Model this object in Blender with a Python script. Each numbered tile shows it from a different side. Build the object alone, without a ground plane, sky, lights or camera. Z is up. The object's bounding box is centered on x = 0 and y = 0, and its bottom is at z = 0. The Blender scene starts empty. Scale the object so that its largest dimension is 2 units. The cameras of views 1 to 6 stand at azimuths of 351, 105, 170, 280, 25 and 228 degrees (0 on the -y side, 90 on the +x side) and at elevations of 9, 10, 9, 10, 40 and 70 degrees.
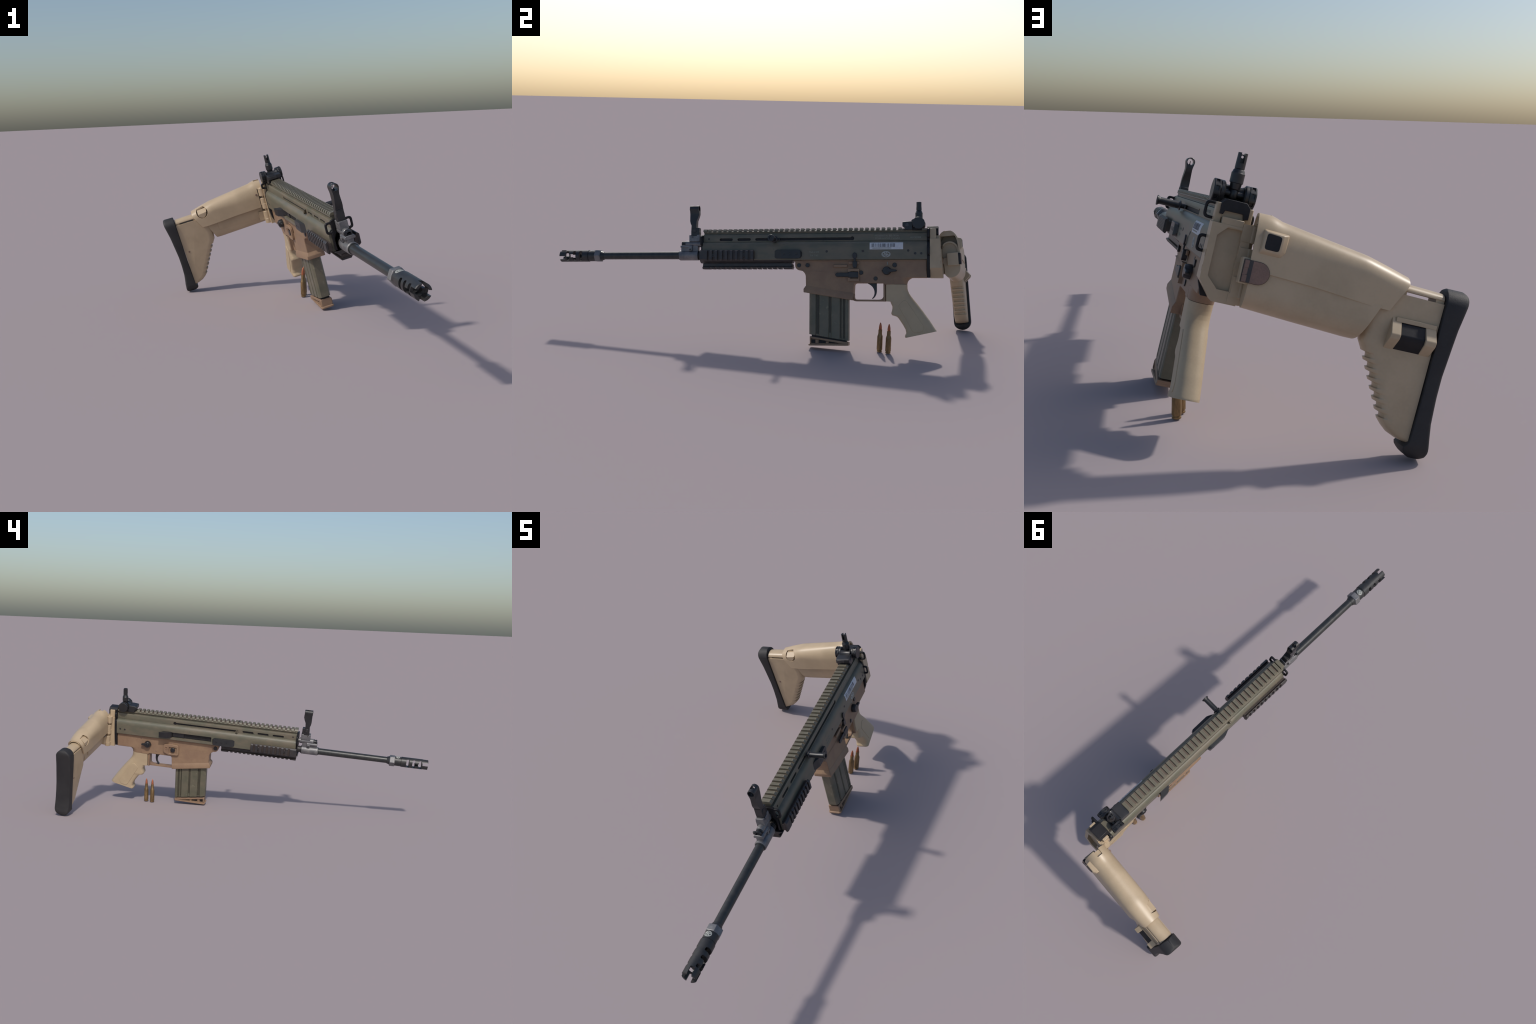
"""Folding-stock battle rifle leaning on its magazine and butt, with two cartridges.
Rifle frame: x = s (forward along the bore, muzzle at 0), y = l (left), z = u (up).
Stock frame: x = along the stock away from the hinge, y = w (inner side +), z = up."""
import bpy, bmesh, math, random
from mathutils import Matrix, Vector
random.seed(7)
PI = math.pi
scene = bpy.context.scene

# ------------------------------------------------------------------ poses
GUN = Matrix(((0.04555099, 0.97235653, -0.22901502, 0.28939469),
              (-0.99680255, 0.0291761, -0.0743871, -1.00381978),
              (-0.06564902, 0.23167116, 0.97057647, 0.33394096), (0, 0, 0, 1)))
GUN0 = Matrix(((0.04458873, 0.97235653, -0.22920432, 0.28932598),
               (-0.99710618, 0.0291761, -0.07019991, -1.00384209),
               (-0.06157206, 0.23167116, 0.97084363, 0.33423213), (0, 0, 0, 1)))
FOLD = Matrix(((-0.07930057, 0.99404119, 0.07478995, -1.898),
               (-0.99683301, -0.0795233, 0.0, 0.0),
               (0.00594754, -0.07455309, 0.99719931, 0.0), (0, 0, 0, 1)))
NUDGE = Matrix.Translation((-0.0025, 0.0, 0.0009))
STOCK = Matrix.Translation((-0.0010, -0.0035, 0.0008)) @ GUN0 @ FOLD
GUN = NUDGE @ GUN
IDENT = Matrix.Identity(4)


# ------------------------------------------------------------------ materials
def srgb(r, g, b):
    def f(c):
        c /= 255.0
        return c / 12.92 if c <= 0.04045 else ((c + 0.055) / 1.055) ** 2.4
    return (f(r), f(g), f(b), 1.0)


def make_mat(name, c1, c2, rough=0.55, metal=0.0, scale=9.0, stretch=(1, 1, 1), fine=0.10,
             fine_scale=260.0, bump=0.12, bump_scale=420.0, contrast=(0.38, 0.62), spec=0.4,
             flecks=None, fleck_scale=90.0, coat=0.0):
    m = bpy.data.materials.new(name)
    m.use_nodes = True
    nt = m.node_tree
    N, L = nt.nodes, nt.links
    bsdf = N["Principled BSDF"]
    tc = N.new("ShaderNodeTexCoord")
    mp = N.new("ShaderNodeMapping")
    mp.inputs["Scale"].default_value = stretch
    L.new(tc.outputs["Object"], mp.inputs["Vector"])
    n1 = N.new("ShaderNodeTexNoise")
    n1.inputs["Scale"].default_value = scale
    n1.inputs["Detail"].default_value = 5
    n1.inputs["Roughness"].default_value = 0.6
    L.new(mp.outputs[0], n1.inputs["Vector"])
    rmp = N.new("ShaderNodeValToRGB")
    rmp.color_ramp.elements[0].position = contrast[0]
    rmp.color_ramp.elements[1].position = contrast[1]
    rmp.color_ramp.elements[0].color = c1
    rmp.color_ramp.elements[1].color = c2
    L.new(n1.outputs["Fac"], rmp.inputs["Fac"])
    n2 = N.new("ShaderNodeTexNoise")
    n2.inputs["Scale"].default_value = fine_scale
    n2.inputs["Detail"].default_value = 3
    L.new(mp.outputs[0], n2.inputs["Vector"])
    mr = N.new("ShaderNodeMapRange")
    mr.inputs["From Min"].default_value = 0.3
    mr.inputs["From Max"].default_value = 0.7
    mr.inputs["To Min"].default_value = 1.0 - fine
    mr.inputs["To Max"].default_value = 1.0 + fine
    L.new(n2.outputs["Fac"], mr.inputs["Value"])
    mul = N.new("ShaderNodeMix")
    mul.data_type = 'RGBA'
    mul.blend_type = 'MULTIPLY'
    mul.inputs["Factor"].default_value = 1.0
    L.new(rmp.outputs["Color"], mul.inputs["A"])
    L.new(mr.outputs["Result"], mul.inputs["B"])
    out = mul.outputs["Result"]
    if flecks is not None:
        n3 = N.new("ShaderNodeTexNoise")
        n3.inputs["Scale"].default_value = fleck_scale
        n3.inputs["Detail"].default_value = 2
        L.new(mp.outputs[0], n3.inputs["Vector"])
        r3 = N.new("ShaderNodeValToRGB")
        r3.color_ramp.elements[0].position = 0.66
        r3.color_ramp.elements[1].position = 0.74
        L.new(n3.outputs["Fac"], r3.inputs["Fac"])
        mx = N.new("ShaderNodeMix")
        mx.data_type = 'RGBA'
        L.new(r3.outputs["Color"], mx.inputs["Factor"])
        L.new(out, mx.inputs["A"])
        mx.inputs["B"].default_value = flecks
        out = mx.outputs["Result"]
    L.new(out, bsdf.inputs["Base Color"])
    bsdf.inputs["Metallic"].default_value = metal
    bsdf.inputs["Specular IOR Level"].default_value = spec
    rr = N.new("ShaderNodeMapRange")
    rr.inputs["To Min"].default_value = max(0.05, rough - 0.07)
    rr.inputs["To Max"].default_value = min(1.0, rough + 0.07)
    L.new(n1.outputs["Fac"], rr.inputs["Value"])
    L.new(rr.outputs["Result"], bsdf.inputs["Roughness"])
    if coat:
        bsdf.inputs["Coat Weight"].default_value = coat
        bsdf.inputs["Coat Roughness"].default_value = 0.3
    if bump:
        nb = N.new("ShaderNodeTexNoise")
        nb.inputs["Scale"].default_value = bump_scale
        L.new(tc.outputs["Object"], nb.inputs["Vector"])
        bp = N.new("ShaderNodeBump")
        bp.inputs["Strength"].default_value = bump
        bp.inputs["Distance"].default_value = 0.001
        L.new(nb.outputs["Fac"], bp.inputs["Height"])
        L.new(bp.outputs["Normal"], bsdf.inputs["Normal"])
    return m


TAN = make_mat("tan_polymer", srgb(176, 156, 128), srgb(187, 166, 137), 0.38, scale=9, fine=0.02,
               bump=0.03, spec=0.5)
GRIP = make_mat("pale_tan_polymer", srgb(176, 157, 130), srgb(184, 165, 136), 0.5, scale=10, fine=0.03, bump=0.05)
BROWN = make_mat("brown_polymer", srgb(136, 110, 90), srgb(147, 121, 97), 0.52, scale=16, fine=0.05, bump=0.05)
DBROWN = make_mat("dark_brown_polymer", srgb(120, 98, 88), srgb(132, 106, 94), 0.55, scale=25)
OLIVE = make_mat("olive_anodised_metal", srgb(95, 94, 80), srgb(110, 102, 87), 0.42, scale=16,
                 stretch=(0.8, 1, 1.6), fine=0.04, bump=0.03, flecks=srgb(91, 94, 78), fleck_scale=45, spec=0.5)
OLIVEMAG = make_mat("worn_olive_steel", srgb(92, 91, 76), srgb(108, 101, 86), 0.40, scale=14,
                    fine=0.06, bump=0.04, flecks=srgb(118, 114, 98), fleck_scale=50, spec=0.5)
BLACK = make_mat("black_polymer", srgb(26, 26, 29), srgb(36, 35, 38), 0.45, scale=20, fine=0.12, spec=0.28, bump=0.05)
BLACKM = make_mat("black_steel", srgb(28, 29, 32), srgb(39, 38, 40), 0.40, scale=30, fine=0.12, spec=0.6)
RAILBLK = make_mat("dark_rail_metal", srgb(46, 45, 48), srgb(60, 55, 54), 0.42, scale=30, fine=0.15, spec=0.55)
RUBBER = make_mat("black_rubber", srgb(42, 41, 43), srgb(48, 47, 48), 0.62, scale=15, fine=0.08,
                  bump=0.3, bump_scale=300)
STEEL = make_mat("bare_steel", srgb(108, 108, 111), srgb(132, 130, 130), 0.45, metal=0.45, scale=30,
                 fine=0.08, spec=0.6)
BARREL = make_mat("parkerised_steel", srgb(50, 52, 53), srgb(61, 61, 60), 0.36, metal=0.3, scale=20,
                  stretch=(3, 1, 1), fine=0.08, spec=0.6)
BRAKE = make_mat("dark_brake_steel", srgb(47, 48, 50), srgb(60, 59, 59), 0.42, metal=0.3, scale=30,
                 fine=0.1, spec=0.6)
WHITE = make_mat("white_label", srgb(196, 198, 204), srgb(208, 209, 212), 0.6, scale=60, fine=0.04, bump=0)
INK = make_mat("ink", srgb(92, 92, 98), srgb(104, 103, 108), 0.6, scale=60, bump=0)
PAINT = make_mat("pale_marking", srgb(146, 150, 146), srgb(162, 164, 160), 0.6, scale=80, bump=0)
FAINT = make_mat("faint_marking", srgb(132, 134, 124), srgb(142, 143, 134), 0.6, scale=80, bump=0)
PADBLK = make_mat("grey_black_polymer", srgb(38, 40, 43), srgb(47, 48, 50), 0.38, scale=20, fine=0.08, bump=0.03, spec=0.5)  # base lightened to carry the grey sheen reflected on the pads
FLOOR = make_mat("brown_worn_metal", srgb(92, 80, 71), srgb(104, 92, 80), 0.5, scale=20, fine=0.06, bump=0.03)
RAILBASE = make_mat("rail_base_metal", srgb(56, 50, 48), srgb(70, 61, 57), 0.45, scale=30, fine=0.12, spec=0.4)
GROOVE_SHADE = make_mat("shaded_olive_steel", srgb(62, 60, 50), srgb(72, 68, 57), 0.5, scale=20, bump=0.03)  # magazine olive darkened to paint shadow into the groove floors
BRASS = make_mat("brass", srgb(116, 95, 66), srgb(146, 119, 82), 0.36, metal=0.55, scale=60,
                 stretch=(1, 1, 0.3), fine=0.15, spec=0.5)
COPPER = make_mat("copper", srgb(160, 96, 70), srgb(182, 110, 80), 0.34, metal=0.6, scale=60, fine=0.08)
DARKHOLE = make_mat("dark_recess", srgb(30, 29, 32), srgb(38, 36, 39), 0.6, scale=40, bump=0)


# ------------------------------------------------------------------ scene graph helpers
def empty(name, label, category, loc):
    o = bpy.data.objects.new(name, None)
    o.empty_display_size = 0.1
    o["label"] = label
    o["category"] = category
    o.location = loc
    scene.collection.objects.link(o)
    return o


BASE = Vector((0.1, 0.3, 0.0))
RIFLE = empty("folding_stock_rifle", "tan and olive battle rifle with folded skeleton stock", "rifle", BASE)
UNBASE = Matrix.Translation(-BASE)


def smooth(me, ang=35):
    me.polygons.foreach_set("use_smooth", [True] * len(me.polygons))
    me.set_sharp_from_angle(angle=math.radians(ang))


def add(name, me, mat, pose=GUN, parent=None, bevel=0.0, seg=2, ang=35, limit=30):
    """Link mesh data as a part; top parts hang on the rifle, sub-parts on their part."""
    o = bpy.data.objects.new(name, me)
    if mat is not None:
        me.materials.clear()
        me.materials.append(mat)
    scene.collection.objects.link(o)
    if parent is None:
        o.parent = RIFLE
        o.matrix_local = UNBASE @ pose
    else:
        o.parent = parent
        o.matrix_local = pose
    if bevel:
        b = o.modifiers.new("bevel", 'BEVEL')
        b.width = bevel
        b.segments = seg
        b.limit_method = 'ANGLE'
        b.angle_limit = math.radians(limit)
        b.harden_normals = False
    smooth(me, ang)
    return o


def temp(me):
    o = bpy.data.objects.new("tmp", me)
    scene.collection.objects.link(o)
    return o


def evaluated(o):
    dg = bpy.context.evaluated_depsgraph_get()
    dg.update()
    return bpy.data.meshes.new_from_object(o.evaluated_get(dg))


def cut(me, cutters, op='DIFFERENCE'):
    """Exact boolean of mesh data with a list of cutter meshes, baked."""
    o = temp(me)
    cs = [temp(c) for c in cutters]
    for c in cs:
        b = o.modifiers.new("b", 'BOOLEAN')
        b.operation = op
        b.solver = 'EXACT'
        b.object = c
    res = evaluated(o)
    for x in [o] + cs:
        bpy.data.objects.remove(x)
    return res


def bevelled(me, w, seg=2, limit=30):
    o = temp(me)
    b = o.modifiers.new("bevel", 'BEVEL')
    b.width = w
    b.segments = seg
    b.limit_method = 'ANGLE'
    b.angle_limit = math.radians(limit)
    r = evaluated(o)
    bpy.data.objects.remove(o)
    return r


def from_bm(bm, name="m"):
    bmesh.ops.recalc_face_normals(bm, faces=bm.faces[:])
    me = bpy.data.meshes.new(name)
    bm.to_mesh(me)
    bm.free()
    return me


def join(*mes):
    bm = bmesh.new()
    for me in mes:
        bm.from_mesh(me)
    me = bpy.data.meshes.new("j")
    bm.to_mesh(me)
    bm.free()
    return me


def prism(pts, a, b, plane='xz'):
    """Extrude polygon. plane xz: extrude along y(l); yz: along x(s); xy: along z(u)."""
    bm = bmesh.new()

    def p3(p, h):
        if plane == 'xz':
            return (p[0], h, p[1])
        if plane == 'yz':
            return (h, p[0], p[1])
        return (p[0], p[1], h)
    v0 = [bm.verts.new(p3(p, a)) for p in pts]
    v1 = [bm.verts.new(p3(p, b)) for p in pts]
    bm.faces.new(v0)
    bm.faces.new(v1)
    n = len(pts)
    for i in range(n):
        bm.faces.new((v0[i], v0[(i + 1) % n], v1[(i + 1) % n], v1[i]))
    return from_bm(bm)


def box(x0, x1, y0, y1, z0, z1):
    return prism([(x0, z0), (x1, z0), (x1, z1), (x0, z1)], y0, y1)


def lathe(prof, axis='x', c=(0, 0, 0), n=48, start=0.0):
    """Revolve (position, radius) profile about an axis through c; closed caps."""
    bm = bmesh.new()
    rings = []
    for t, r in prof:
        ring = []
        for k in range(n):
            a = start + 2 * PI * k / n
            ca, sa = math.cos(a) * r, math.sin(a) * r
            if axis == 'x':
                co = (t, c[1] + ca, c[2] + sa)
            elif axis == 'y':
                co = (c[0] + ca, t, c[2] + sa)
            else:
                co = (c[0] + ca, c[1] + sa, t)
            ring.append(bm.verts.new(co))
        rings.append(ring)
    for A, B in zip(rings, rings[1:]):
        for k in range(n):
            bm.faces.new((A[k], A[(k + 1) % n], B[(k + 1) % n], B[k]))
    bm.faces.new(rings[0])
    bm.faces.new(rings[-1])
    return from_bm(bm)


def cyl(axis, a, b, r, c, n=32, ch=0.0):
    d = 1 if b > a else -1
    prof = [(a, r), (b, r)] if not ch else [(a, r - ch), (a + d * ch, r), (b - d * ch, r), (b, r - ch)]
    return lathe(prof, axis, c, n)


def loft(rings, close=True, caps=True):
    bm = bmesh.new()
    R = [[bm.verts.new(p) for p in ring] for ring in rings]
    for A, B in zip(R, R[1:]):
        n = len(A)
        for k in range(n if close else n - 1):
            bm.faces.new((A[k], A[(k + 1) % n], B[(k + 1) % n], B[k]))
    if caps:
        bm.faces.new(R[0])
        bm.faces.new(R[-1])
    return from_bm(bm)


def rounded(pts, r, n=4):
    """Round polygon corners; r is a number or a list per corner."""
    out = []
    m = len(pts)
    for i, p in enumerate(pts):
        ri = r[i] if isinstance(r, (list, tuple)) else r
        if not ri:
            out.append(p)
            continue
        P, A, B = Vector(p), Vector(pts[i - 1]), Vector(pts[(i + 1) % m])
        da, db = (A - P), (B - P)
        k = min(ri, da.length * 0.49, db.length * 0.49)
        s, e = P + da.normalized() * k, P + db.normalized() * k
        for j in range(n + 1):
            t = j / n
            q = s * (1 - t) ** 2 + P * 2 * t * (1 - t) + e * t * t
            out.append((q.x, q.y))
    return out


def lerp_table(tab, x):
    if x <= tab[0][0]:
        return tab[0][1]
    for (a, va), (b, vb) in zip(tab, tab[1:]):
        if x <= b:
            return va + (vb - va) * (x - a) / (b - a)
    return tab[-1][1]


def capsule(x0, x1, z0, z1, n=8):
    r = (z1 - z0) / 2
    zc = (z0 + z1) / 2
    pts = []
    for k in range(n + 1):
        a = -PI / 2 + PI * k / n
        pts.append((x1 - r + r * math.cos(a), zc + r * math.sin(a)))
    for k in range(n + 1):
        a = PI / 2 + PI * k / n
        pts.append((x0 + r + r * math.cos(a), zc + r * math.sin(a)))
    return pts


def text_mesh(s, height, width, depth=0.0004):
    cu = bpy.data.curves.new("t", 'FONT')
    cu.body = s
    cu.extrude = depth
    cu.resolution_u = 2
    o = temp(cu)
    me = evaluated(o)
    bpy.data.objects.remove(o)
    xs = [v.co.x for v in me.vertices]
    ys = [v.co.y for v in me.vertices]
    x0, x1, y0, y1 = min(xs), max(xs), min(ys), max(ys)
    for v in me.vertices:
        v.co.x = (v.co.x - x0) / (x1 - x0) * width
        v.co.y = (v.co.y - y0) / (y1 - y0) * height
    return me


# =================================================================== BARREL GROUP
RB = 0.0187
barrel = add("barrel", lathe([(-0.2, RB - 0.001), (-0.6255, RB), (-0.64, RB), (-0.735, 0.017), (-0.76, 0.0195), (-0.79, 0.0195)]),
             BARREL)
# thread rings behind gas block
for i in range(3):
    add("barrel_ring", cyl('x', -0.7265 - i * 0.008, -0.732 - i * 0.008, 0.0195, (0, 0, 0), 32, 0.001), RAILBLK,
        IDENT, barrel)

# muzzle brake: hollow tube, three port rows, four prongs turned about the bore
outer = [(-0.0060, 0.0265), (-0.0085, 0.0288), (-0.1555, 0.0288), (-0.1570, 0.0255), (-0.1595, 0.0255), (-0.1600, 0.0268),
         (-0.193, 0.0266)]
brake = lathe(outer, n=64)
inner = lathe([(0.02, 0.0195), (-0.036, 0.0190), (-0.0361, 0.0200), (-0.134, 0.0200)], n=40)
bore = lathe([(0.02, 0.0095), (-0.15, 0.0095)], n=24)
cuts = [inner, bore]
for s0, s1 in ((-0.0415, -0.0565), (-0.0785, -0.0922), (-0.1116, -0.1262)):
    ring = rounded([(s0 + 0.0005, -0.0255), (s1 - 0.0010, -0.0235), (s1 - 0.0005, 0.0225), (s0 + 0.0015, 0.0240)], 0.0055)
    cuts.append(prism(ring, -0.05, 0.05))
cuts.append(box(-0.08, -0.055, -0.05, 0.05, -0.0075, 0.0075))
th = math.radians(-22)
for k in range(2):
    b = box(-0.0365, 0.02, -0.05, 0.05, -0.0086, 0.0086)
    b.transform(Matrix.Rotation(th + k * PI / 2, 4, 'X'))
    cuts.append(b)
# slanted bite on prong tips
brake_me = cut(brake, cuts)
muzzle = add("muzzle_brake", brake_me, BRAKE, ang=40)
add("baffle", cut(lathe([(-0.095, 0.0202), (-0.109, 0.0202)], n=40), [lathe([(0, 0.0095), (-0.2, 0.0095)], n=24)]), BRAKE, IDENT, muzzle)
nut = lathe([(-0.191, 0.029), (-0.1935, 0.0318), (-0.2185, 0.0318), (-0.221, 0.0295)], n=6, start=0)

hexnut = add("hex_nut", nut, STEEL, bevel=0.0012, ang=20)
add("nut_collar", lathe([(-0.2205, 0.0245), (-0.2235, 0.0235), (-0.229, 0.0215), (-0.236, 0.0190)], n=40), BRAKE, IDENT, hexnut)


def emblem(sx, sz, thick=0.0005):
    """Oval badge: solid oval with dark round and slash cut-outs."""
    ov = prism([(sx * math.cos(2 * PI * k / 32), sz * math.sin(2 * PI * k / 32)) for k in range(32)], 0, thick, 'xy')
    c = []
    for px, pz, rx, rz in ((-0.55, 0.12, 0.17, 0.26), (0.55, 0.12, 0.17, 0.26), (0.02, -0.62, 0.22, 0.13),
                           (-0.32, -0.48, 0.14, 0.12), (0.36, -0.48, 0.14, 0.12)):
        c.append(prism([(sx * (px + rx * math.cos(2 * PI * k / 12)), sz * (pz + rz * math.sin(2 * PI * k / 12)))
                        for k in range(12)], -0.01, 0.01, 'xy'))
    for (a, b, d, e) in ((-0.12, 0.75, 0.05, 0.1), (0.25, 0.72, 0.4, 0.15), (-0.3, -0.1, -0.05, -0.3)):
        p = Vector((a, b)); q = Vector((d, e)); nrm = Vector((-(q - p).y, (q - p).x)).normalized() * 0.06
        c.append(prism([(sx * v.x, sz * v.y) for v in (p + nrm, q + nrm, q - nrm, p - nrm)], -0.01, 0.01, 'xy'))
    return cut(ov, c)


# badge on the brake collar, wrapped on the top of the collar
em = emblem(0.0145, 0.0120)
bm = bmesh.new()
bm.from_mesh(em)
for k in range(-6, 7):
    bmesh.ops.bisect_plane(bm, geom=bm.verts[:] + bm.edges[:] + bm.faces[:], plane_co=(0.002 * k, 0, 0), plane_no=(1, 0, 0))
bm.to_mesh(em)
bm.free()
for v in em.vertices:
    a = v.co.x / 0.0268
    r = 0.0268 + v.co.z * 1.2
    v.co = Vector((-0.1755 + v.co.y, -r * math.sin(a) - 0.0, r * math.cos(a)))
add("emblem", em, PAINT, Matrix.Rotation(math.radians(0), 4, 'X'), muzzle)

# =================================================================== GAS BLOCK
gb = lathe([(-0.6285, 0.022), (-0.631, 0.0245), (-0.7225, 0.0245), (-0.7235, 0.0235)], n=48)
gas = add("gas_block", gb, STEEL)
add("rear_collar", lathe([(-0.7236, 0.0225), (-0.7265, 0.0225)], n=40), BLACK, IDENT, gas)
add("front_lip", cyl('x', -0.6245, -0.6295, 0.0215, (0, 0, 0), 40, 0.001), BARREL, IDENT, gas)
neck = prism([(-0.637, 0.015), (-0.7225, 0.015), (-0.7225, 0.06), (-0.694, 0.06), (-0.694, 0.05), (-0.637, 0.05)], -0.0125, 0.0125)
add("neck", neck, STEEL, IDENT, gas, bevel=0.0015)
fl = prism(rounded([(-0.0205, 0.0365), (0.0205, 0.0365), (0.0205, 0.0445), (0.015, 0.049), (-0.015, 0.049), (-0.0205, 0.0445)], 0.002),
           -0.636, -0.695, 'yz')
add("cradle", fl, STEEL, IDENT, gas, bevel=0.0008)
add("clamp_lug", box(-0.677, -0.6945, -0.0225, 0.0225, 0.021, 0.040), STEEL, IDENT, gas, bevel=0.002)
for sd in (1, -1):
    add("clamp_screw", cyl('y', sd * 0.0222, sd * 0.0232, 0.0045, (-0.686, 0, 0.0275), 16), BLACKM, IDENT, gas)
add("gas_tube", lathe([(-0.6585, 0.0142), (-0.6605, 0.0158), (-0.7382, 0.0158), (-0.7385, 0.012), (-0.77, 0.012)],
                      c=(0, 0, 0.0545), n=40), STEEL, IDENT, gas)
reg = lathe([(-0.6385, 0.0105), (-0.640, 0.0135), (-0.6465, 0.0135), (-0.6468, 0.0118), (-0.651, 0.0118),
             (-0.6512, 0.0138), (-0.6598, 0.0138)], c=(0, 0, 0.0545), n=32)
reg = cut(reg, [cyl('x', -0.63, -0.65, 0.0085, (0, 0, 0.0545), 20)])
add("gas_regulator", reg, BLACKM, IDENT, gas)
add("regulator_ear", box(-0.6378, -0.6455, -0.0195, -0.0085, 0.0525, 0.0665), BLACKM, IDENT, gas, bevel=0.002)
add("regulator_slot", box(-0.6410, -0.648, -0.0090, 0.0090, 0.0530, 0.0560), BLACKM, IDENT, gas, bevel=0.001)
# sight foot (steel block)
foot = prism([(-0.6785, 0.0655), (-0.7313, 0.0655), (-0.7313, 0.097), (-0.726, 0.0985), (-0.7165, 0.097), (-0.7165, 0.092),
              (-0.689, 0.092), (-0.689, 0.097), (-0.6785, 0.097)], -0.0168, 0.0168)
add("sight_foot", foot, STEEL, IDENT, gas, bevel=0.0012)
for sd in (1, -1):
    add("foot_pin", cyl('y', sd * 0.0166, sd * 0.0178, 0.0062, (-0.695, 0, 0.0875), 20, 0.001), STEEL, IDENT, gas)
    add("pin_centre", cyl('y', sd * 0.0177, sd * 0.0181, 0.0032, (-0.695, 0, 0.0875), 14), RAILBLK, IDENT, gas)

# =================================================================== FRONT SIGHT (folded up)
stations = [(0.0925, -0.688, -0.728, 0.0142), (0.112, -0.6875, -0.7285, 0.0145), (0.134, -0.6885, -0.713, 0.0148),
            (0.1425, -0.689, -0.7128, 0.0150), (0.153, -0.684, -0.713, 0.0146), (0.165, -0.6812, -0.7138, 0.0138),
            (0.182, -0.6808, -0.721, 0.0122), (0.197, -0.6806, -0.7255, 0.0112), (0.207, -0.6800, -0.7250, 0.0122),
            (0.216, -0.6795, -0.7240, 0.0142), (0.2245, -0.679, -0.7235, 0.0152)]
rings = []
for u, s0, s1, h in stations:
    rings.append([(s0, -h, u), (s1, -h, u), (s1, h, u), (s0, h, u)])
arm = loft(rings)
ring_o = lathe([(-0.6785, 0.0146), (-0.6795, 0.0155), (-0.7225, 0.0155), (-0.7235, 0.0146)], c=(0, 0, 0.2245), n=40)
fs = cut(arm, [ring_o], 'UNION')
fs = cut(fs, [lathe([(-0.66, 0.0122), (-0.74, 0.0122)], c=(0, 0, 0.2245), n=32),
              cyl('z', 0.225, 0.26, 0.0095, (-0.7015, 0, 0), 24),
              box(-0.69, -0.66, -0.0125, 0.0125, 0.139, 0.1415)])
fsight = add("front_sight", fs, BLACKM, bevel=0.0007, ang=40)
add("sight_post", lathe([(0.210, 0.0045), (0.2155, 0.004), (0.2165, 0.0016), (0.2275, 0.0012)], 'z', (-0.703, 0, 0), 16), BLACKM, IDENT, fsight)
for sd in (1, -1):
    add("pivot_disc", cyl('y', sd * 0.0140, sd * 0.0162, 0.0125, (-0.7035, 0, 0.119), 28, 0.0012), BLACKM, IDENT, fsight)
    add("pivot_pin", cyl('y', sd * 0.0160, sd * 0.0168, 0.0055, (-0.7035, 0, 0.119), 20), RAILBLK, IDENT, fsight)
add("sight_tail", box(-0.7145, -0.7278, -0.0142, 0.0142, 0.0985, 0.132), BLACKM, IDENT, fsight, bevel=0.0015)
add("sight_spring", box(-0.686, -0.7, -0.0118, 0.0118, 0.094, 0.099), BLACK, IDENT, fsight, bevel=0.001)

# =================================================================== UPPER RECEIVER
HALF = [(0.0425, -0.0268), (0.0455, -0.0235), (0.0455, 0.030), (0.0450, 0.037), (0.0434, 0.0445), (0.0405, 0.0508),
        (0.0365, 0.0555), (0.0322, 0.0585), (0.0288, 0.0600), (0.0282, 0.0612), (0.0290, 0.0625), (0.0290, 0.0900),
        (0.0268, 0.0948), (0.0170, 0.0962), (0.0162, 0.0985), (0.0175, 0.1045), (0.0238, 0.1055), (0.0245, 0.1075),
        (0.0245, 0.1085), (0.0205, 0.1122)]
SECTION = HALF + [(-y, z) for y, z in reversed(HALF)]


def section_y(u):
    pts = [(z, y) for y, z in HALF[:9]]
    return lerp_table(pts, u)


rc = prism(SECTION, -0.7545, -1.8035, 'yz')
cutters = []
# hollow front under the gas tube
cutters.append(prism(rounded([(-0.030, -0.05), (0.030, -0.05), (0.036, 0.0), (0.034, 0.04), (0.02, 0.06), (0.0225, 0.085), (-0.0225, 0.085), (-0.02, 0.06),
                              (-0.034, 0.04), (-0.036, 0.0)], 0.006), -0.74, -0.83, 'yz'))
for sd in (1, -1):
    y0, y1 = sorted((sd * 0.0195, sd * 0.04))
    wins = ([(-0.8345, -0.899), (-0.922, -0.987), (-1.0085, -1.0735)] if sd > 0 else
            [(-0.8275, -0.892), (-0.9155, -0.98), (-1.0025, -1.067)])
    for a, b in wins:
        cutters.append(prism(capsule(b, a, 0.0655, 0.0780), y0, y1))
    if sd > 0:
        cutters.append(box(-1.462, -1.06, y0, y1, 0.0650, 0.0775))
        cutters.append(cyl('y', y0, y1, 0.0088, (-1.4665, 0, 0.0730), 24))
    else:
        cutters.append(box(-1.455, -1.10, y0, y1, 0.0655, 0.0770))
        cutters.append(cyl('y', y0, y1, 0.0098, (-1.4620, 0, 0.0715), 24))
        cutters.append(prism(capsule(-1.106, -1.0925, 0.0625, 0.0805), y0, y1))
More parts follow.
